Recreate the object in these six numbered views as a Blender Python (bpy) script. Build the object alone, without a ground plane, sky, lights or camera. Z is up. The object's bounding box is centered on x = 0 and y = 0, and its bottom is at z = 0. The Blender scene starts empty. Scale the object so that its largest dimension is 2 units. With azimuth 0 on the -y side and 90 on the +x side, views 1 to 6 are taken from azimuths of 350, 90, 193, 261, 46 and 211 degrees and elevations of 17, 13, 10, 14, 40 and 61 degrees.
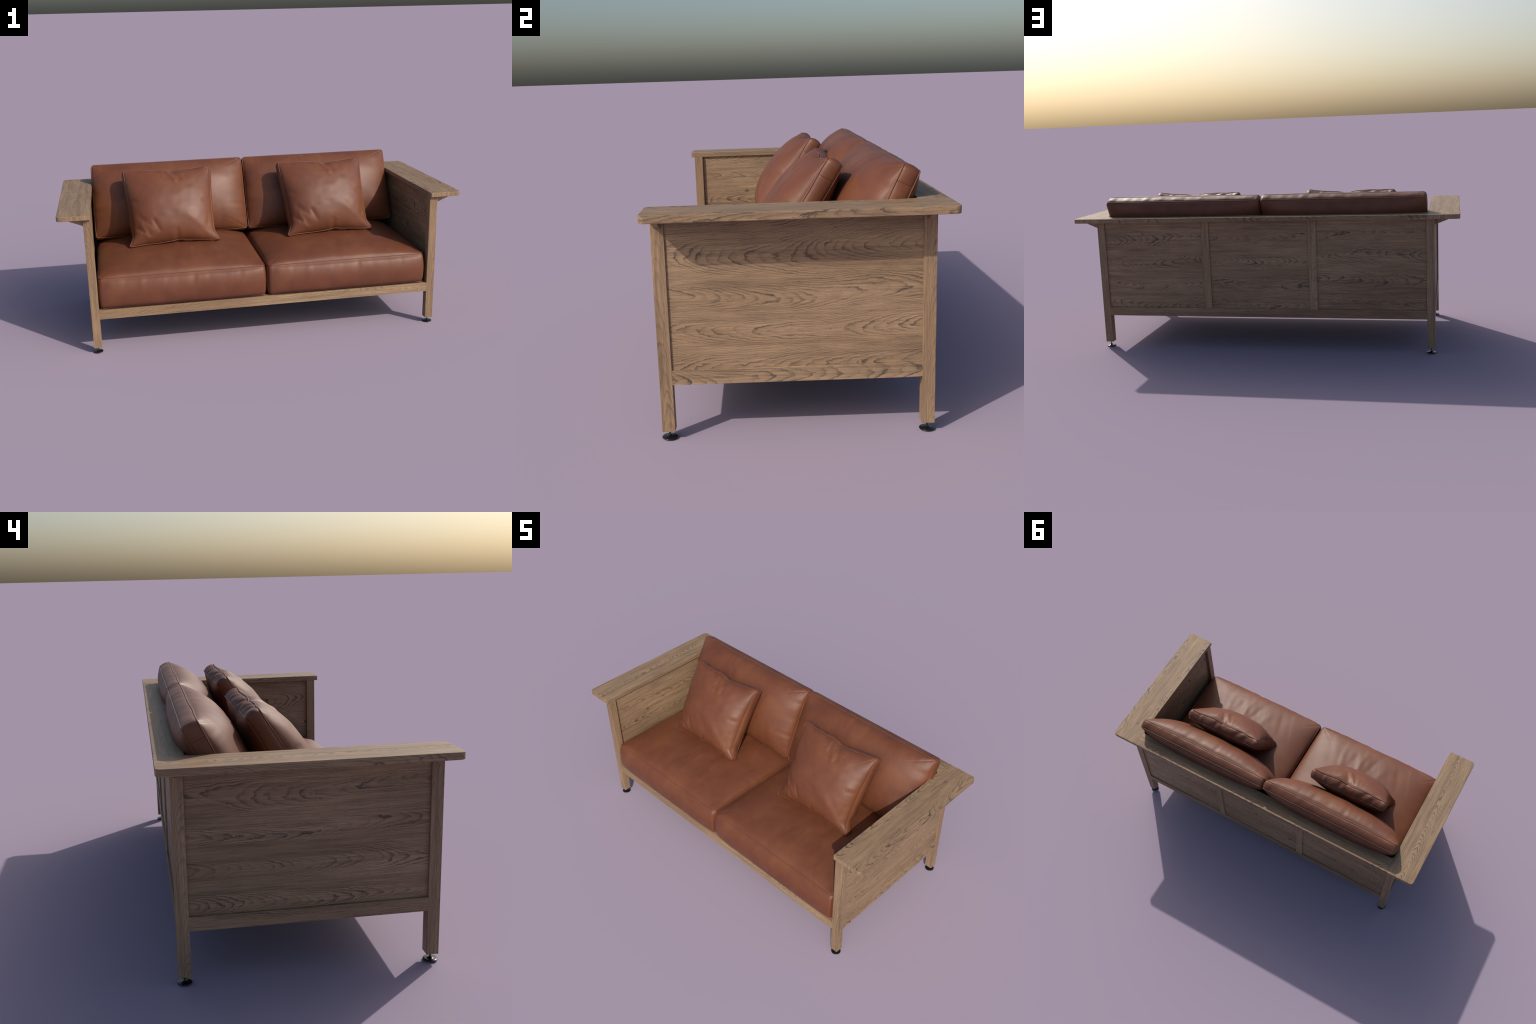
"""Two-seat sofa: oak frame with panelled sides and wide flat arms, tan leather
seat and back cushions with piping, and two leather throw pillows."""
import bpy, bmesh, math
import numpy as np
from mathutils import Vector, Matrix

RNG = np.random.default_rng(7)

# ------------------------------------------------------------------ materials
def new_mat(name):
    m = bpy.data.materials.new(name)
    m.use_nodes = True
    nt = m.node_tree
    nt.nodes.clear()
    out = nt.nodes.new('ShaderNodeOutputMaterial')
    bs = nt.nodes.new('ShaderNodeBsdfPrincipled')
    nt.links.new(bs.outputs[0], out.inputs[0])
    return m, nt, bs

class G:
    """tiny helper for wiring shader nodes"""
    def __init__(self, nt): self.nt = nt
    def n(self, kind, **kw):
        nd = self.nt.nodes.new(kind)
        for k, v in kw.items():
            setattr(nd, k, v)
        return nd
    def put(self, sock, v):
        if isinstance(v, bpy.types.NodeSocket): self.nt.links.new(v, sock)
        else: sock.default_value = v
    def math(self, op, a, b=0.0, c=0.0, clamp=False):
        nd = self.n('ShaderNodeMath', operation=op, use_clamp=clamp)
        for i, v in enumerate((a, b, c)): self.put(nd.inputs[i], v)
        return nd.outputs[0]
    def vmath(self, op, a, b):
        nd = self.n('ShaderNodeVectorMath', operation=op)
        self.put(nd.inputs[0], a); self.put(nd.inputs[1], b)
        return nd.outputs[0]
    def noise(self, vec, scale, detail=2.0, rough=0.5, dist=0.0):
        nd = self.n('ShaderNodeTexNoise')
        self.put(nd.inputs['Vector'], vec)
        nd.inputs['Scale'].default_value = scale
        nd.inputs['Detail'].default_value = detail
        nd.inputs['Roughness'].default_value = rough
        nd.inputs['Distortion'].default_value = dist
        return nd.outputs[0]
    def ramp(self, fac, stops, interp='LINEAR'):
        nd = self.n('ShaderNodeValToRGB')
        self.put(nd.inputs[0], fac)
        cr = nd.color_ramp
        cr.interpolation = interp
        while len(cr.elements) < len(stops): cr.elements.new(0.5)
        for e, (p, c) in zip(cr.elements, stops):
            e.position = p
            e.color = (c, c, c, 1) if isinstance(c, (int, float)) else (*c, 1)
        return nd.outputs[0]
    def mix(self, fac, a, b, blend='MIX'):
        nd = self.n('ShaderNodeMix', data_type='RGBA', blend_type=blend)
        self.put(nd.inputs[0], fac)
        for i, v in ((6, a), (7, b)):
            self.put(nd.inputs[i], (*v, 1) if isinstance(v, tuple) else v)
        return nd.outputs[2]
    def maprange(self, v, a, b, c, d, smooth=False):
        nd = self.n('ShaderNodeMapRange')
        if smooth: nd.interpolation_type = 'SMOOTHSTEP'
        for i, x in enumerate((v, a, b, c, d)): self.put(nd.inputs[i], x)
        return nd.outputs[0]

WOOD_LIGHT = (0.460, 0.306, 0.178)
WOOD_MID   = (0.345, 0.216, 0.120)
WOOD_DARK  = (0.068, 0.048, 0.035)

def wood_material(name, axis, figure=1.0):
    """Oak whose fibres run along one axis. Boards are laid up of veneer leaves;
    in each leaf the growth rings form nested pointed arches (parabolas along the
    fibre) that run out into tight straight lines at the leaf edges."""
    m, nt, bs = new_mat(name)
    g = G(nt)
    tc = g.n('ShaderNodeTexCoord').outputs['Object']
    rnd = g.n('ShaderNodeObjectInfo').outputs['Random']
    off = g.n('ShaderNodeCombineXYZ')
    for i, k in enumerate((37.0, 71.0, 53.0)):
        g.put(off.inputs[i], g.math('MULTIPLY', rnd, k))
    p = g.vmath('ADD', tc, off.outputs[0])
    def stretched(along, across):
        v = [across] * 3
        v['xyz'.index(axis)] = along
        return g.vmath('MULTIPLY', p, tuple(v))
    sep = g.n('ShaderNodeSeparateXYZ')
    g.put(sep.inputs[0], p)
    comp = dict(zip('xyz', sep.outputs))
    along = comp[axis]
    o1, o2 = [comp[c] for c in 'xyz' if c != axis]
    across = g.math('ADD', o1, o2)
    # leaves, their seams wandering slightly
    wander = g.noise(stretched(1.6, 3.0), 1.0, 1.0, 0.5)
    t = g.math('ADD', g.math('DIVIDE', across, 0.118), g.math('MULTIPLY', wander, 1.1))
    leaf = g.math('FLOOR', t)
    sl = g.math('MULTIPLY', g.math('SUBTRACT', g.math('FRACT', t), 0.5), 2.0)
    wn = g.n('ShaderNodeTexWhiteNoise', noise_dimensions='1D')
    g.put(wn.inputs['W'], g.math('ADD', leaf, 0.37))
    sc = g.n('ShaderNodeSeparateColor')
    g.put(sc.inputs[0], wn.outputs['Color'])
    sign = g.math('SUBTRACT', g.math('MULTIPLY', g.math('GREATER_THAN', sc.outputs[0], 0.45), 2.0), 1.0)
    dens = g.math('MULTIPLY_ADD', sc.outputs[1], 16.0, 13.0)        # rings per metre on the axis
    s2 = g.math('MULTIPLY', sl, sl)
    arch = g.math('MULTIPLY', s2, g.math('MULTIPLY_ADD', sc.outputs[2], 5.0, 6.0))
    # wavering of the rings: slow drift, waviness, fine jags
    slow = g.math('MULTIPLY', g.noise(stretched(2.6, 9.0), 1.0, 1.5, 0.5), 5.5)
    wave = g.math('MULTIPLY', g.noise(stretched(15.0, 34.0), 1.0, 2.0, 0.55), 1.5)
    jagn = g.noise(stretched(60.0, 120.0), 1.0, 2.0, 0.6)
    f = g.math('MULTIPLY', g.math('MULTIPLY', along, dens), sign)
    for k in (arch, slow, wave, g.math('MULTIPLY', jagn, 0.75)):
        f = g.math('ADD', f, k)
    saw = g.math('FRACT', f)
    ring = g.ramp(saw, [(0.0, 0.0), (0.32, 0.05), (0.66, 0.34), (0.83, 1.0), (0.93, 1.0), (1.0, 0.0)])
    # every ring has its own weight, broken up along its length
    ringid = g.n('ShaderNodeTexWhiteNoise', noise_dimensions='1D')
    g.put(ringid.inputs['W'], g.math('FLOOR', f))
    own = g.maprange(ringid.outputs['Value'], 0.0, 1.0, 0.42, 1.0)
    brk = g.maprange(g.noise(stretched(9.0, 30.0), 1.0, 2.5, 0.6), 0.35, 0.58, 0.28, 1.0, True)
    edge = g.math('MULTIPLY_ADD', s2, -0.28, 1.0)
    ring = g.math('MULTIPLY', g.math('MULTIPLY', ring, own), g.math('MULTIPLY', brk, edge))
    # fibres and pores
    fib = g.noise(stretched(9.0, 330.0), 1.0, 3.0, 0.65)
    band = g.noise(stretched(2.2, 70.0), 1.0, 2.0, 0.6)
    pore = g.maprange(g.noise(stretched(38.0, 620.0), 1.0, 1.0, 0.5), 0.60, 0.74, 0.0, 1.0, True)
    # knots: few, small, drawn out along the fibre
    vor = g.n('ShaderNodeTexVoronoi')
    g.put(vor.inputs['Vector'], g.vmath('ADD', stretched(7.0, 15.0), (0.3, 0.1, 0.7)))
    vor.inputs['Scale'].default_value = 1.0
    vs = g.n('ShaderNodeSeparateColor')
    g.put(vs.inputs[0], vor.outputs['Color'])
    knot = g.maprange(vor.outputs['Distance'], 0.02, 0.15, 1.0, 0.0, True)
    knot = g.math('MULTIPLY', knot, g.math('GREATER_THAN', vs.outputs[0], 0.80))
    knot = g.math('MULTIPLY', knot, g.maprange(jagn, 0.38, 0.58, 0.25, 1.0))
    tone = g.maprange(g.noise(stretched(1.4, 7.0), 1.0, 2.0, 0.5), 0.3, 0.7, 0.0, 1.0, True)
    base = g.mix(tone, WOOD_MID, WOOD_LIGHT)
    base = g.mix(g.maprange(fib, 0.30, 0.70, 0.50, 0.0), base, WOOD_DARK)
    base = g.mix(g.maprange(band, 0.30, 0.55, 0.36, 0.0), base, WOOD_DARK)
    amt = g.math('MULTIPLY', ring, 1.0 * figure)
    col = g.mix(g.math('MINIMUM', amt, 0.88), base, WOOD_DARK)
    col = g.mix(g.math('MULTIPLY', pore, 0.42), col, WOOD_DARK)
    col = g.mix(g.math('MULTIPLY', knot, 0.85 * min(1.0, figure + 0.1)), col, (0.035, 0.027, 0.025))
    g.put(bs.inputs['Base Color'], col)
    g.put(bs.inputs['Roughness'], g.maprange(fib, 0.2, 0.8, 0.62, 0.52))
    bs.inputs['Specular IOR Level'].default_value = 0.35
    b = g.n('ShaderNodeBump')
    b.inputs['Strength'].default_value = 0.25
    b.inputs['Distance'].default_value = 0.0010
    g.put(b.inputs['Height'], g.math('SUBTRACT', fib, g.math('MULTIPLY', amt, 0.6)))
    g.put(bs.inputs['Normal'], b.outputs[0])
    return m

def leather_material(name, pipe=False):
    m, nt, bs = new_mat(name)
    g = G(nt)
    tc = g.n('ShaderNodeTexCoord').outputs['Object']
    big = g.noise(tc, 7.5, 4.0, 0.58, 0.3)
    strk = g.noise(g.vmath('MULTIPLY', tc, (26.0, 7.0, 10.0)), 1.0, 3.0, 0.6, 0.4)
    fine = g.noise(tc, 150.0, 3.0, 0.6)
    col = g.ramp(big, [(0.30, (0.116, 0.0335, 0.0145)), (0.50, (0.143, 0.0440, 0.0185)),
                       (0.68, (0.168, 0.0570, 0.0235))])
    col = g.mix(g.maprange(strk, 0.52, 0.85, 0.0, 0.45, True), col, (0.185, 0.069, 0.029))
    col = g.mix(g.maprange(fine, 0.35, 0.7, 0.14, 0.0), col, (0.075, 0.024, 0.012))
    if pipe:
        col = g.mix(0.35, col, (0.20, 0.068, 0.031))
    g.put(bs.inputs['Base Color'], col)
    g.put(bs.inputs['Roughness'], g.maprange(big, 0.3, 0.7, 0.55, 0.49))
    bs.inputs['Specular IOR Level'].default_value = 0.5
    if not pipe:
        vor = g.n('ShaderNodeTexVoronoi', feature='DISTANCE_TO_EDGE')
        g.put(vor.inputs['Vector'], tc)
        vor.inputs['Scale'].default_value = 420.0
        h = g.math('ADD', g.maprange(vor.outputs['Distance'], 0.0, 0.2, 0.0, 0.5), g.math('MULTIPLY', fine, 0.8))
        b = g.n('ShaderNodeBump')
        b.inputs['Strength'].default_value = 0.10
        b.inputs['Distance'].default_value = 0.0008
        g.put(b.inputs['Height'], h)
        g.put(bs.inputs['Normal'], b.outputs[0])
    return m

def plain(name, col, rough, spec=0.5, ior=1.5):
    m, nt, bs = new_mat(name)
    g = G(nt)
    tc = g.n('ShaderNodeTexCoord').outputs['Object']
    n = g.noise(tc, 60.0, 2.0)
    g.put(bs.inputs['Base Color'], g.mix(g.maprange(n, 0.3, 0.7, 0.0, 1.0), tuple(c * 0.8 for c in col), col))
    bs.inputs['Roughness'].default_value = rough
    bs.inputs['Specular IOR Level'].default_value = spec
    bs.inputs['IOR'].default_value = ior
    return m

WOOD = {a: wood_material('oak_figured_' + a, a) for a in 'xyz'}
PLAIN_WOOD = {a: wood_material('oak_straight_' + a, a, 0.55) for a in 'xyz'}
LEATHER = leather_material('tan_leather')
PIPING = leather_material('tan_leather_piping', True)
FOOT = plain('black_lacquered_metal', (0.010, 0.010, 0.011), 0.22, 0.5, 1.5)
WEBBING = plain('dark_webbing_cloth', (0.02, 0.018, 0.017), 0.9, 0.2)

# ------------------------------------------------------------------ hierarchy
def link(ob, parent=None):
    bpy.context.scene.collection.objects.link(ob)
    if parent: ob.parent = parent
    return ob

def empty(name, loc, label, category):
    e = bpy.data.objects.new(name, None)
    e.location = loc
    e['label'] = label
    e['category'] = category
    return link(e)

# parts placed in world numbers: the sofa Empty stands at the origin
SOFA = empty('sofa', (0, 0, 0), 'two-seat oak frame sofa with tan leather cushions', 'sofa')

def finish(bm, name, axis, parent, end_axis=None, straight=False):
    """centre the mesh on its own origin, give end faces cross grain, link"""
    xs = [v.co.copy() for v in bm.verts]
    lo = Vector([min(c[i] for c in xs) for i in range(3)])
    hi = Vector([max(c[i] for c in xs) for i in range(3)])
    mid = (lo + hi) / 2
    for v in bm.verts: v.co -= mid
    bm.normal_update()
    k = 'xyz'.index(axis)
    for f in bm.faces:
        if end_axis and abs(f.normal[k]) > 0.8: f.material_index = 1
        f.smooth = False
    me = bpy.data.meshes.new(name)
    bm.to_mesh(me)
    bm.free()
    me.materials.append((PLAIN_WOOD if straight else WOOD)[axis])
    if end_axis: me.materials.append(PLAIN_WOOD[end_axis])
    ob = bpy.data.objects.new(name, me)
    ob.location = mid
    return link(ob, parent)

def prism(outline, lo, hi, along):
    """extrude a 2D outline from lo to hi along one axis"""
    bm = bmesh.new()
    def put(a, b, h):
        return {'z': (a, b, h), 'y': (a, h, b), 'x': (h, a, b)}[along]
    bot = [bm.verts.new(put(a, b, lo)) for a, b in outline]
    top = [bm.verts.new(put(a, b, hi)) for a, b in outline]
    n = len(outline)
    bm.faces.new(bot[::-1]); bm.faces.new(top)
    for i in range(n):
        bm.faces.new((bot[i], bot[(i + 1) % n], top[(i + 1) % n], top[i]))
    bmesh.ops.recalc_face_normals(bm, faces=bm.faces)
    return bm

def soften(bm, width, seg=2):
    ed = [e for e in bm.edges if len(e.link_faces) == 2 and e.calc_face_angle() > 0.6]
    bmesh.ops.bevel(bm, geom=ed, offset=width, segments=seg, profile=0.6, affect='EDGES', clamp_overlap=True)

def board(name, x, y, z, axis, parent, bevel=0.0012, end_axis=None):
    straight = name in ('post', 'front_rail', 'mullion')      # sawn from straight-grained stock
    (x0, x1), (y0, y1), (z0, z1) = x, y, z
    bm = prism([(x0, y0), (x1, y0), (x1, y1), (x0, y1)], z0, z1, 'z')
    if bevel: soften(bm, bevel)
    return finish(bm, name, axis, parent, end_axis, straight)

def rounded_outline(corners):
    """corners: (x, y, radius) in order; arcs replace the sharp ones"""
    out = []
    n = len(corners)
    for i, (x, y, r) in enumerate(corners):
        p = Vector((x, y))
        a = (Vector(corners[i - 1][:2]) - p).normalized()
        b = (Vector(corners[(i + 1) % n][:2]) - p).normalized()
        if r <= 0:
            out.append((x, y)); continue
        c = p + (a + b) * r                      # right angles only
        for t in np.linspace(0, math.pi / 2, 8):
            q = c - b * r * math.cos(t) - a * r * math.sin(t)
            out.append((q.x, q.y))
    return out

# ------------------------------------------------------------------ oak frame
POST_X0, POST_X1 = 0.842, 0.882        # inner and outer face of the posts
SHIFT = 0.003                          # the base stands a little towards +x
FRONT_Y0, FRONT_Y1 = -0.420, -0.381    # front posts
BACK_Y0, BACK_Y1 = 0.360, 0.399        # back posts
ARM_Z0, ARM_Z1 = 0.681, 0.7035
RAIL_Z0, RAIL_Z1 = 0.174, 0.2195
LEG_Z = 0.0255

for sx in (-1, 1):
    def sp(a, b): return (a + SHIFT, b + SHIFT) if sx > 0 else (-b + SHIFT, -a + SHIFT)
    for y0, y1 in ((FRONT_Y0, FRONT_Y1), (BACK_Y0, BACK_Y1)):
        post = board('post', sp(POST_X0, POST_X1), (y0, y1), (LEG_Z, ARM_Z0), 'z', SOFA, 0.0015)
        # tapered bracket holding the overhanging arm
        yc = (y0 + y1) / 2
        bm = prism([(sx * (POST_X1 - 0.001) + SHIFT, ARM_Z0), (sx * 0.958, ARM_Z0), (sx * 0.958, ARM_Z0 - 0.002),
                    (sx * (POST_X1 - 0.001) + SHIFT, 0.647)], yc - 0.0085, yc + 0.0085, 'y')
        soften(bm, 0.0008, 1)
        finish(bm, 'arm_bracket', 'z', SOFA, None, True)
        # levelling foot: threaded stem flaring into a round disc
        prof = [(0.0, 0.0), (0.0208, 0.0), (0.0232, 0.0010), (0.0236, 0.0026), (0.0228, 0.0038),
                (0.0170, 0.0041), (0.0110, 0.0048), (0.0070, 0.0062), (0.0042, 0.0090), (0.0026, 0.0125), (0.0025, 0.0190), (0.0025, 0.0270), (0.0, 0.0270)]
        bm = bmesh.new()
        rows = []
        for r, z in prof:
            if r == 0: rows.append([bm.verts.new((0, 0, z))])
            else: rows.append([bm.verts.new((r * math.cos(2 * math.pi * i / 40), r * math.sin(2 * math.pi * i / 40), z)) for i in range(40)])
        for a, b in zip(rows, rows[1:]):
            for i in range(40):
                j = (i + 1) % 40
                if len(a) == 1: bm.faces.new((a[0], b[j], b[i]))
                elif len(b) == 1: bm.faces.new((a[i], a[j], b[0]))
                else: bm.faces.new((a[i], a[j], b[j], b[i]))
        bmesh.ops.recalc_face_normals(bm, faces=bm.faces)
        me = bpy.data.meshes.new('levelling_foot')
        for f in bm.faces: f.smooth = True
        bm.to_mesh(me); bm.free()
        me.materials.append(FOOT)
        foot = bpy.data.objects.new('levelling_foot', me)
        foot.location = (sx * (POST_X0 + POST_X1) / 2 + SHIFT, yc, 0.0)
        link(foot, SOFA)
    # side panel set back between the posts, bottom rail below it
    board('side_panel', ((0.8620, 0.8795) if sx > 0 else (-0.8705, -0.8530)), (FRONT_Y1 - 0.004, BACK_Y0 + 0.004), (RAIL_Z1 - 0.004, ARM_Z0 + 0.001), 'y', SOFA, 0)
    board('side_rail', sp(POST_X0 + 0.0006, POST_X1 - 0.0006), (FRONT_Y1 - 0.002, BACK_Y0 + 0.002), (RAIL_Z0, RAIL_Z1), 'y', SOFA, 0.0012)
    # wide arm cap
    xi, xo = sx * 0.8425, sx * 1.0
    ol = [(xi, -0.4365, 0.007), (xo, -0.4365, 0.020), (xo, 0.4400, 0.020), (xi, 0.4400, 0)]
    bm = prism(rounded_outline(ol), ARM_Z0, ARM_Z1, 'z')
    soften(bm, 0.0022, 3)
    finish(bm, 'arm_cap', 'y', SOFA, 'z')

# back ledge between the arm caps, inner corners of the opening eased
ol = [(-0.8422, 0.4398, 0), (-0.8422, 0.3365, 0), (-0.8405, 0.3365, 0)]
fil = [(-0.8405 + 0.014 * (1 - math.cos(t)), 0.3505 - 0.014 * (1 - math.sin(t))) for t in np.linspace(0, math.pi / 2, 8)]
ol = ol + fil[1:] + [(-a, b) for a, b in fil[::-1]][:-1] + [(0.8405, 0.3365, 0)[:2], (0.8422, 0.3365), (0.8422, 0.4398)]
ol = [tuple(c[:2]) for c in ol]
bm = prism(ol, ARM_Z0, ARM_Z1 - 0.0004, 'z')
ed = [e for e in bm.edges if all(abs(v.co.y - 0.4398) < 1e-5 for v in e.verts) and abs(e.verts[0].co.z - e.verts[1].co.z) < 1e-5]
bmesh.ops.bevel(bm, geom=ed, offset=0.0022, segments=3, profile=0.6, affect='EDGES')
finish(bm, 'back_ledge', 'x', SOFA)

board('front_rail', (-POST_X0 - 0.001 + SHIFT, POST_X0 + 0.001 + SHIFT), (FRONT_Y0 + 0.0006, FRONT_Y1), (RAIL_Z0, RAIL_Z1 + 0.001), 'x', SOFA, 0.0014)
board('back_rail', (-POST_X0 - 0.001 + SHIFT, POST_X0 + 0.001 + SHIFT), (BACK_Y0, BACK_Y1 - 0.0006), (RAIL_Z0, RAIL_Z1), 'x', SOFA, 0.0012)
MULLIONS = ((-0.293, -0.2515), (0.2695, 0.311))
for a, b in MULLIONS:
    board('mullion', (a, b), (0.366, BACK_Y1 - 0.0015), (RAIL_Z1 - 0.003, ARM_Z0 + 0.0005), 'z', SOFA, 0.001)
edges = [-POST_X0 - 0.004, MULLIONS[0][0] + 0.004, MULLIONS[0][1] - 0.004, MULLIONS[1][0] + 0.004, MULLIONS[1][1] - 0.004, POST_X0 + 0.004]
for a, b in zip(edges[::2], edges[1::2]):
    board('back_panel', (a, b), (0.374, 0.3910), (RAIL_Z1 - 0.004, ARM_Z0 + 0.001), 'x', SOFA, 0)
deck = board('seat_deck', (-POST_X0 + 0.0055, POST_X0), (FRONT_Y1 + 0.001, BACK_Y0 - 0.001), (0.188, 0.2165), 'x', SOFA, 0.001)
deck.data.materials[0] = WEBBING

# ------------------------------------------------------------------ cushions
def smooth_noise(seed, n=64):
    """periodic 1D value noise on t in [0,1) with n lattice points"""
    r = np.random.default_rng(seed).uniform(-1, 1, n)
    def f(t):
        x = np.asarray(t) * n
        i = np.floor(x).astype(int)
        w = x - i
        w = w * w * (3 - 2 * w)
        return r[i % n] * (1 - w) + r[(i + 1) % n] * w
    return f

def noise2(seed, n=64):
    r = np.random.default_rng(seed).uniform(-1, 1, (n, n))
    def f(x, y):
        x = np.asarray(x, float); y = np.asarray(y, float)
        i = np.floor(x).astype(int); j = np.floor(y).astype(int)
        a = x - i; b = y - j
        a = a * a * a * (a * (a * 6 - 15) + 10); b = b * b * b * (b * (b * 6 - 15) + 10)
        g = lambda p, q: r[p % n, q % n]
        return (g(i, j) * (1 - a) + g(i + 1, j) * a) * (1 - b) + (g(i, j + 1) * (1 - a) + g(i + 1, j + 1) * a) * b
    return f

def curve(pts):
    """smooth curve through a few hand-set control points"""
    x = np.linspace(-1.1, 1.1, 881)
    y = np.interp(x, [p[0] for p in pts], [p[1] for p in pts])
    k = np.hanning(61); k /= k.sum()
    y = np.convolve(np.pad(y, 30, mode='edge'), k, 'valid')
    return lambda u: np.interp(u, x, y)

def fold(P, a, b, width, amp):
    """a soft ridge (amp>0) or crease (amp<0) along the segment a-b"""
    a = np.array(a); b = np.array(b)
    d = b - a; L = np.linalg.norm(d); d = d / L
    q = P - a
    s = q @ d / L
    t = q @ np.array((-d[1], d[0]))
    env = np.exp(-np.clip(np.abs(s - 0.5) - 0.28, 0, None) ** 2 / 0.035)
    return amp * env * np.exp(-(t / width) ** 2)

def samples(n, extra=()):
    t = np.linspace(-1, 1, n)
    u = 0.45 * t + 0.55 * np.sin(t * math.pi / 2)
    return np.unique(np.concatenate([u, np.array(extra, float)]).round(6))

class Cushion:
    """Boxed cushion: bulged front and back panel joined by a band, all driven by
    a rounded rectangle. Local x = width, y = height, z = thickness (front +z)."""
    def __init__(s, w, h, t, rc, nu, nv, front, back, shape=lambda P, z, S: P, relief=None, band_bulge=0.012, seams=(), nb=11):
        s.a, s.b, s.t, s.rc = w / 2, h / 2, t, rc
        ex = []
        for y in seams:
            for d in (-0.005, -0.003, -0.0018, -0.0009, 0, 0.0009, 0.0018, 0.003, 0.005):
                ex.append((y + d) / s.b)
        s.u, s.v = samples(nu), samples(nv, ex)
        s.front, s.back, s.shape, s.relief = front, back, shape, relief
        s.band_bulge, s.seams, s.nb = band_bulge, seams, nb

    def outline(s, U, V):
        """rounded-rectangle position for unit-square coordinates"""
        S = np.maximum(np.abs(U), np.abs(V))
        Ss = np.maximum(S, 1e-6)
        B = np.stack([U / Ss * s.a, V / Ss * s.b], -1)
        c = np.array([s.a - s.rc, s.b - s.rc])
        q = np.abs(B) - c
        m = (q > 0).all(-1)
        Bn = B.copy()
        ln = np.linalg.norm(q, axis=-1, keepdims=True)
        r = np.sign(B) * (c + q / np.maximum(ln, 1e-9) * s.rc)
        Bn[m] = r[m]
        P = np.stack([U * s.a, V * s.b], -1) + (Bn - B) * (S ** 5)[..., None]
        return P

    def build(s, name):
        nu, nv = len(s.u), len(s.v)
        U, V = np.meshgrid(s.u, s.v, indexing='ij')
        P = s.outline(U, V)
        verts = []
        faces = []
        # boundary loop indices, counter-clockwise
        loop = [(i, 0) for i in range(nu)] + [(nu - 1, j) for j in range(1, nv)] + \
               [(i, nv - 1) for i in range(nu - 2, -1, -1)] + [(0, j) for j in range(nv - 2, 0, -1)]
        li = np.array([i * nv + j for i, j in loop])
        def panel(side):
            bulge = (s.front if side > 0 else s.back)(U, V, P)
            if s.relief is not None: bulge = bulge + s.relief(U, V, P, side)
            Q = s.shape(P, side, (U, V))
            z = side * (s.t / 2 + bulge) + s.lift(P, U, V, side)
            return np.concatenate([Q, z[..., None]], -1).reshape(-1, 3)
        F, Bk = panel(1), panel(-1)
        N = nu * nv
        idx = np.arange(N).reshape(nu, nv)
        q = np.stack([idx[:-1, :-1], idx[1:, :-1], idx[1:, 1:], idx[:-1, 1:]], -1).reshape(-1, 4)
        faces.append(q)
        faces.append(q[:, ::-1] + N)
        # band rows between the two seams
        fl, bl = F[li], Bk[li]
        nl = len(li)
        tang = np.roll(fl[:, :2], -1, 0) - np.roll(fl[:, :2], 1, 0)
        nrm = np.stack([tang[:, 1], -tang[:, 0]], -1)
        nrm /= np.maximum(np.linalg.norm(nrm, axis=1, keepdims=True), 1e-9)
        seg = np.linalg.norm(np.roll(fl, -1, 0) - fl, axis=1)
        arc = np.concatenate([[0], np.cumsum(seg)[:-1]]) / seg.sum()
        UL, VL = U.reshape(-1)[li], V.reshape(-1)[li]
        rows = []
        for k in range(1, s.nb):
            w = k / s.nb
            base = fl * (1 - w) + bl * w
            out = s.bulge(UL, VL) * (4 * w * (1 - w)) ** s.band_power
            out = out + s.band_relief(arc, w, UL, VL, fl)
            for y in s.seams:
                side = (np.abs(UL) > 0.999)
                out = out - side * 0.0016 * np.exp(-((VL * s.b - y) / 0.0013) ** 2)
            base = base.copy()
            base[:, :2] += nrm * np.broadcast_to(out, (nl,))[:, None]
            rows.append(base)
        rings = [li] + [2 * N + k * nl + np.arange(nl) for k in range(s.nb - 1)] + [li + N]
        for r0, r1 in zip(rings, rings[1:]):
            faces.append(np.stack([r0, r1, np.roll(r1, -1), np.roll(r0, -1)], -1))
        co = np.concatenate([F, Bk] + rows)
        fc = np.concatenate(faces)
        me = bpy.data.meshes.new(name)
        me.from_pydata(co.tolist(), [], fc.tolist())
        me.shade_smooth()
        me.materials.append(LEATHER)
        me.update()
        # sharp seam where panel meets band is hidden below the piping
        pipe = s.piping([(fl, nrm, 1), (bl, nrm, -1)])
        return me, pipe

    band_power = 0.6
    def bulge(s, UL, VL): return s.band_bulge
    def lift(s, P, U, V, side): return np.zeros_like(U)
    def band_relief(s, arc, w, UL, VL, fl): return 0.0

    def piping(s, loops, r=0.0022):
        co, fc = [], []
        base = 0
        m = 8
        for L, nrm, side in loops:
            L = L.copy()
            L[:, :2] += nrm * 0.0008
            L[:, 2] += side * 0.0006
            n = len(L)
            tg = np.roll(L, -1, 0) - np.roll(L, 1, 0)
            tg /= np.maximum(np.linalg.norm(tg, axis=1, keepdims=True), 1e-9)
            n3 = np.concatenate([nrm, np.zeros((n, 1))], 1)
            n3 -= tg * (n3 * tg).sum(1, keepdims=True)
            n3 /= np.linalg.norm(n3, axis=1, keepdims=True)
            bn = np.cross(tg, n3)
            for k in range(m):
                t = 2 * math.pi * k / m
                co.append(L + r * (math.cos(t) * n3 + math.sin(t) * bn))
            for k in range(m):
                a = base + k * n + np.arange(n)
                b = base + ((k + 1) % m) * n + np.arange(n)
                fc.append(np.stack([a, np.roll(a, -1), np.roll(b, -1), b], -1))
            base += m * n
        me = bpy.data.meshes.new('piping')
        me.from_pydata(np.concatenate(co).tolist(), [], np.concatenate(fc).tolist())
        me.shade_smooth()
        me.materials.append(PIPING)
        return me

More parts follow.
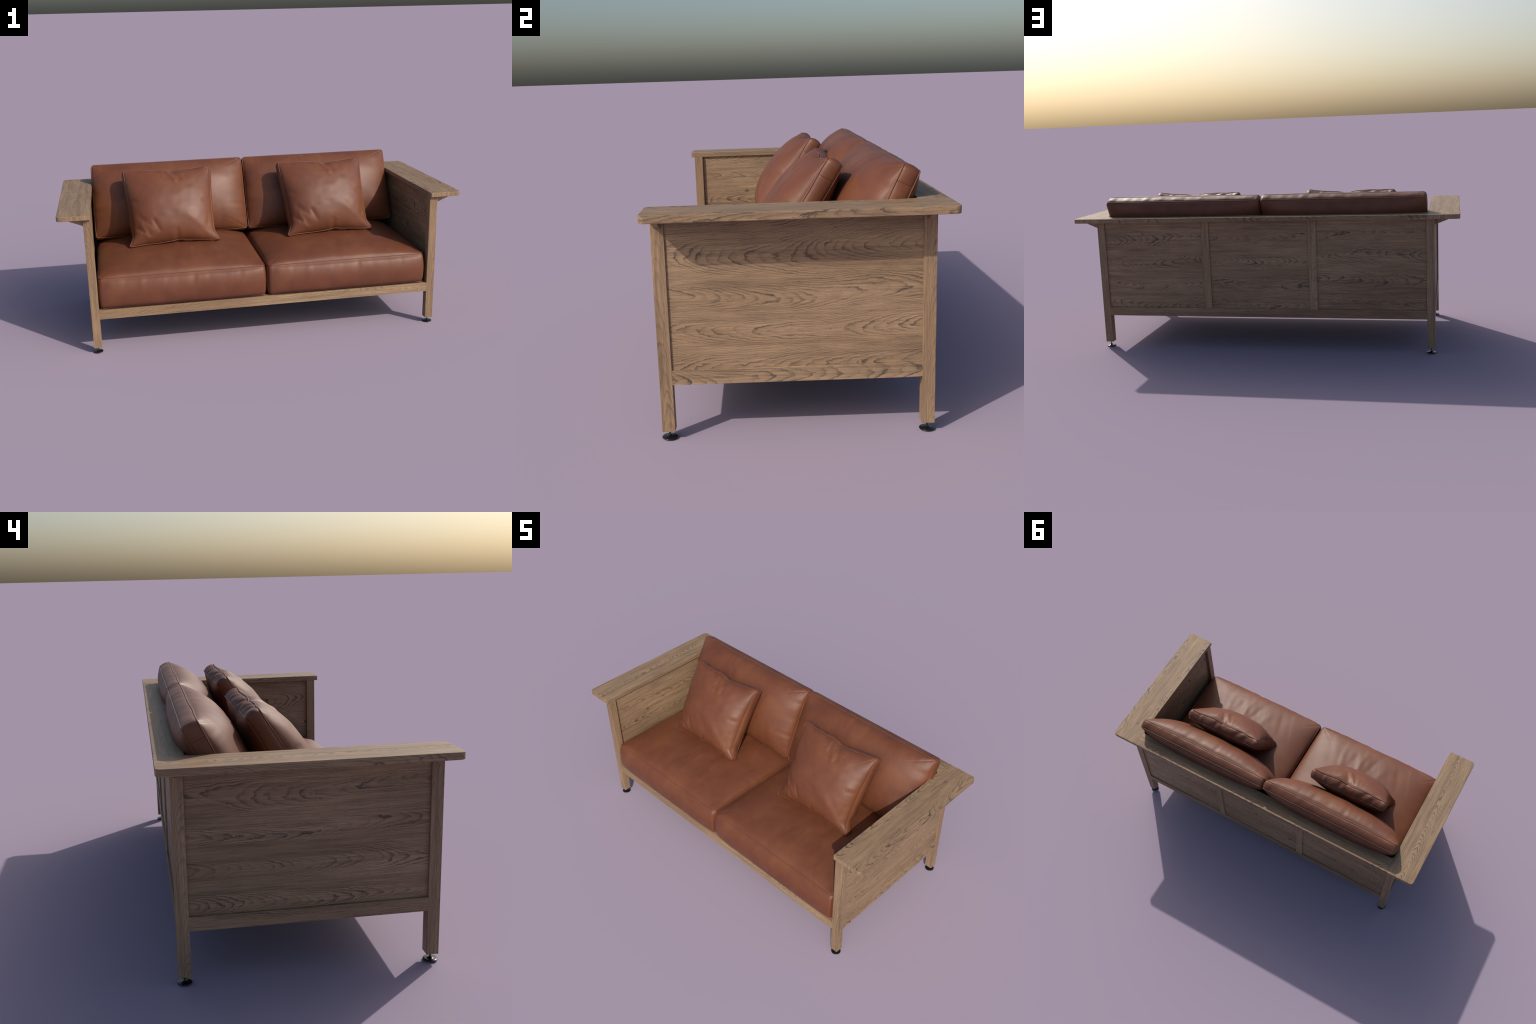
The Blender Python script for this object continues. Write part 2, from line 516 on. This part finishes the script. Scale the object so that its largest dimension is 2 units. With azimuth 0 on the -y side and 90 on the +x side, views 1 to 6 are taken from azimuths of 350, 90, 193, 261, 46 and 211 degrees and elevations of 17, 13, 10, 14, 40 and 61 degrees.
def dome(p, q=2.0):
    return lambda u: np.clip(1 - np.abs(u) ** q, 0, 1) ** p

# --- seat cushion
nz = [noise2(100 + i) for i in range(8)]
def puckers(U, V, P, a, b, seed, amp, reach, freq=30.0):
    """short gathers running in from the seam, different on every edge"""
    n1 = smooth_noise(seed, 97); n2 = smooth_noise(seed + 1, 61)
    out = 0
    dx, dy = a - np.abs(P[..., 0]), b - np.abs(P[..., 1])
    for d, e, t, o in ((dx, dy, P[..., 1], np.sign(P[..., 0])), (dy, dx, P[..., 0], np.sign(P[..., 1]))):
        tt = t * freq / 97 + 0.31 * o + 0.5
        env = np.exp(-np.clip(d, 0, None) / reach) * (1 - np.exp(-np.clip(d, 0, None) / 0.006))
        env = env * (1 - np.exp(-np.clip(e, 0, None) / 0.035))     # calm in the corners
        out = out + amp * env * (n1(tt) + 0.5 * n2(tt * 2.3))
    return out

class Seat(Cushion):
    band_power = 0.5
    def bulge(s, UL, VL):
        """the front of the band swells forward, the sides stay tight"""
        front = np.where(VL < -0.9, np.clip(1 - np.abs(UL) ** 6, 0, 1) ** 0.5, 0.0)
        return 0.010 + 0.0225 * front
    def band_relief(s, arc, w, UL, VL, fl):
        n1 = smooth_noise(31, 120); n2 = smooth_noise(32, 34)
        top = np.exp(-w / 0.28) * (1 - np.exp(-w / 0.05))
        return 0.0042 * top * n1(arc + 0.01 * w) * (0.6 + 0.4 * n2(arc)) + 0.0016 * n2(arc * 1.7) * 4 * w * (1 - w)

def seat_top(U, V, P):
    du, dv = dome(0.5, 2.8)(U), dome(0.5, 2.8)(V)
    return 0.064 * du * dv
def seat_bottom(U, V, P):
    return 0.003 * dome(0.6)(U) * dome(0.6)(V)
def seat_relief(U, V, P, side):
    if side < 0: return 0
    x, y = P[..., 0], P[..., 1]
    c = np.exp(-(U / 0.75) ** 4) * np.exp(-(V / 0.85) ** 4)
    broad = 0.0028 * nz[0](x * 16 + y * 4 + 9, y * 3.2 + 5) * c
    broad = broad + 0.0016 * nz[1](x * 34 + y * 11 + 3, y * 5 + 2) * c * np.clip(0.4 - y * 2, 0, 1)
    for (a, b, w, m) in (((-0.03, -0.30), (0.03, -0.05), 0.016, -0.0035), ((0.05, -0.31), (0.07, -0.08), 0.014, 0.0030),
                         ((0.10, -0.28), (0.15, -0.02), 0.018, -0.0030), ((-0.10, -0.26), (-0.03, 0.02), 0.020, 0.0030),
                         ((0.19, -0.30), (0.17, -0.12), 0.015, 0.0022)):
        broad = broad + fold(P, a, b, w * 1.2, m * 0.6)
    return broad + puckers(U, V, P, 0.41, 0.368, 41, 0.0009, 0.04)

def seat_shape(P, side, UV):
    """bottom panel reaches a little further forward than the top one"""
    Q = P.copy()
    if side < 0: Q[..., 1] -= 0.007 * np.clip((1 - UV[1]) / 2, 0, 1) ** 4
    return Q

seat = Seat(0.818, 0.735, 0.150, 0.018, 150, 136, seat_top, seat_bottom, shape=seat_shape, relief=seat_relief, band_bulge=0.013, nb=16)
seat_me, seat_pipe = seat.build('seat_cushion')
for cx in (-0.4205, 0.4170):
    ob = bpy.data.objects.new('seat_cushion', seat_me)
    ob.location = (cx, -0.034, 0.3025)
    link(ob, SOFA)
    pi = bpy.data.objects.new('piping', seat_pipe)
    link(pi, ob)

# --- back cushion
class Back(Cushion):
    def band_relief(s, arc, w, UL, VL, fl):
        n1 = smooth_noise(51, 90)
        return 0.0016 * n1(arc) * (4 * w * (1 - w))
def back_front(U, V, P):
    return 0.104 * dome(0.58, 3.0)(U) * dome(0.56, 2.2)(V)
def back_rear(U, V, P):
    return 0.060 * dome(0.5, 2.9)(U) * dome(0.5, 2.6)(V)
def back_relief(U, V, P, side):
    if side < 0: return 0.001 * nz[3](P[..., 0] * 12, P[..., 1] * 12)
    return puckers(U, V, P, 0.4165, 0.2025, 61, 0.0030, 0.045, 36.0) + 0.0020 * nz[2](P[..., 0] * 9 + 4, P[..., 1] * 9 + 1)

back = Back(0.833, 0.405, 0.051, 0.014, 160, 104, back_front, back_rear, relief=back_relief, band_bulge=0.0065,
            seams=(0.152,), nb=12)
back_me, back_pipe = back.build('back_cushion')

def leaning(top, bot, cx, t, roll=0.0, yaw=0.0):
    """matrix of a cushion whose front seam plane runs from top to bot (y, z)"""
    (y1, z1), (y0, z0) = top, bot
    lean = math.atan2(y1 - y0, z1 - z0)
    M = Matrix.Rotation(math.pi / 2 - lean, 4, 'X')
    mid = Vector((cx, (y0 + y1) / 2, (z0 + z1) / 2)) - (M @ Vector((0, 0, t / 2)))
    return Matrix.Translation(mid) @ Matrix.Rotation(yaw, 4, 'Z') @ M @ Matrix.Rotation(roll, 4, 'Z')

for cx in (-0.4200, 0.4245):
    ob = bpy.data.objects.new('back_cushion', back_me)
    ob.matrix_world = leaning((0.309, 0.8005), (0.140, 0.4325), cx, 0.051)
    link(ob, SOFA)
    pi = bpy.data.objects.new('piping', back_pipe)
    link(pi, ob)

# --- throw pillow: slack cover, edges drawn in, a pinch in the top edge
TOP_F = curve([(-1, 0), (-.6, .006), (-.15, .008), (0.0, .015), (.06, .027), (.12, .021), (.3, .019), (.6, .012), (1, 0)])
TOP_B = curve([(-1, 0), (-.6, .010), (-.2, .014), (.0, .030), (.10, .026), (.4, .012), (.8, .004), (1, 0)])
BOT_F = curve([(-1, 0), (-.7, .007), (-.35, .009), (-.05, .014), (.08, .021), (.4, .014), (.8, .004), (1, 0)])
RIGHT_F = curve([(-1, -.009), (-.88, .001), (-.76, .017), (-.4, .016), (-.1, .015), (.3, .010), (.8, .002), (1, 0)])
LEFT_F = curve([(-1, -.007), (-.88, .006), (-.74, .021), (-.3, .017), (.0, .016), (.4, .009), (.8, .003), (1, 0)])

def pillow_shape(P, side, UV):
    U, V = UV
    x, y = P[..., 0].copy(), P[..., 1].copy()
    top = TOP_F if side > 0 else TOP_B
    y = y - top(U) * np.clip((V + 1) / 2, 0, 1) ** 4
    y = y + BOT_F(U) * np.clip((1 - V) / 2, 0, 1) ** 4
    x = x - RIGHT_F(V) * np.clip((U + 1) / 2, 0, 1) ** 4
    x = x + LEFT_F(V) * np.clip((1 - U) / 2, 0, 1) ** 4
    return np.stack([x, y], -1)

class Pillow(Cushion):
    def lift(s, P, U, V, side):
        n = smooth_noise(77 + side, 23)
        S = np.maximum(np.abs(U), np.abs(V))
        t = np.arctan2(V, U) / (2 * math.pi) + 0.5
        return 0.0022 * n(t) * S ** 6
    def band_relief(s, arc, w, UL, VL, fl):
        n1 = smooth_noise(71, 56); n2 = smooth_noise(72, 110)
        horiz = (np.abs(VL) > 0.98) * 1.0 + (VL < -0.55) * 0.6
        horiz = np.convolve(np.pad(horiz, 6, mode='wrap'), np.ones(13) / 13, 'valid')
        return (0.0038 * n1(arc + 0.02 * w) + 0.0016 * n2(arc)) * horiz * (4 * w * (1 - w)) ** 0.7 - 0.0025 * horiz

def pillow_front(U, V, P):
    return 0.084 * dome(0.54, 2.4)(U + 0.05 * (1 - U * U)) * dome(0.62, 2.1)(V + 0.05 * (1 - V * V)) * (1 - 0.08 * V)
def pillow_back(U, V, P):
    return 0.062 * dome(0.6, 2.2)(U) * dome(0.6, 2.2)(V) * (1 - 0.18 * V)
def pillow_relief(U, V, P, side):
    r = puckers(U, V, P, 0.229, 0.2085, 81 + side, 0.0017, 0.028, 40.0)
    if side < 0: return r
    for (a, b, w, m) in (
        # gathers below the pinch in the top edge
        ((0.000, 0.205), (0.040, 0.110), 0.011, 0.0085), ((0.024, 0.205), (0.064, 0.120), 0.011, -0.0080),
        ((-0.018, 0.200), (-0.002, 0.130), 0.010, -0.0050), ((0.075, 0.200), (0.080, 0.160), 0.010, 0.0045),
        ((-0.060, 0.200), (-0.050, 0.165), 0.010, 0.0030), ((-0.035, 0.204), (-0.022, 0.150), 0.008, 0.0035),
        # slack creases in the lower corner
        ((-0.195, -0.055), (-0.120, -0.125), 0.012, -0.0075), ((-0.185, -0.095), (-0.135, -0.170), 0.011, 0.0042),
        ((-0.155, -0.085), (-0.105, -0.165), 0.011, 0.0036), ((-0.112, -0.085), (-0.072, -0.160), 0.010, -0.0078),
        ((-0.170, -0.110), (-0.125, -0.180), 0.008, -0.0050), ((-0.212, -0.115), (-0.165, -0.155), 0.010, -0.0080),
        ((-0.195, -0.145), (-0.120, -0.190), 0.010, 0.0040), ((0.005, -0.205), (0.020, -0.150), 0.010, -0.0055),
        ((0.035, -0.205), (0.035, -0.150), 0.010, 0.0030), ((-0.225, 0.030), (-0.180, 0.012), 0.010, -0.0060),
        # pinch on the far edge and the ridge running out to its corner
        ((0.222, 0.036), (0.165, 0.024), 0.011, 0.0024), ((0.222, 0.010), (0.170, 0.004), 0.011, -0.0030),
        ((0.060, -0.060), (0.205, -0.185), 0.022, 0.0060), ((0.205, -0.060), (0.190, -0.150), 0.012, -0.0050)):
        r = r + fold(P, a, b, w * 1.15, m * 0.52)
    return r + 0.0022 * nz[4](P[..., 0] * 11 + 7, P[..., 1] * 11 + 2) + 0.0008 * nz[5](P[..., 0] * 26, P[..., 1] * 30)

pil = Pillow(0.458, 0.417, 0.052, 0.012, 130, 120, pillow_front, pillow_back, shape=pillow_shape,
             relief=pillow_relief, band_bulge=0.0105, seams=(0.150,), nb=13)
pil_me, pil_pipe = pil.build('pillow_cover')
for cx in (-0.4350, 0.4055):
    M = leaning((0.107, 0.8010), (-0.108, 0.4440), cx, 0.052, roll=math.radians(1.1), yaw=math.radians(0.6))
    base = Vector((cx, -0.06, 0.42))
    th = empty('throw_pillow', base, 'square tan leather throw pillow with piped edges', 'pillow')
    ob = bpy.data.objects.new('pillow_cover', pil_me)
    link(ob, th)
    ob.matrix_local = Matrix.Translation(-base) @ M
    pi = bpy.data.objects.new('piping', pil_pipe)
    link(pi, ob)
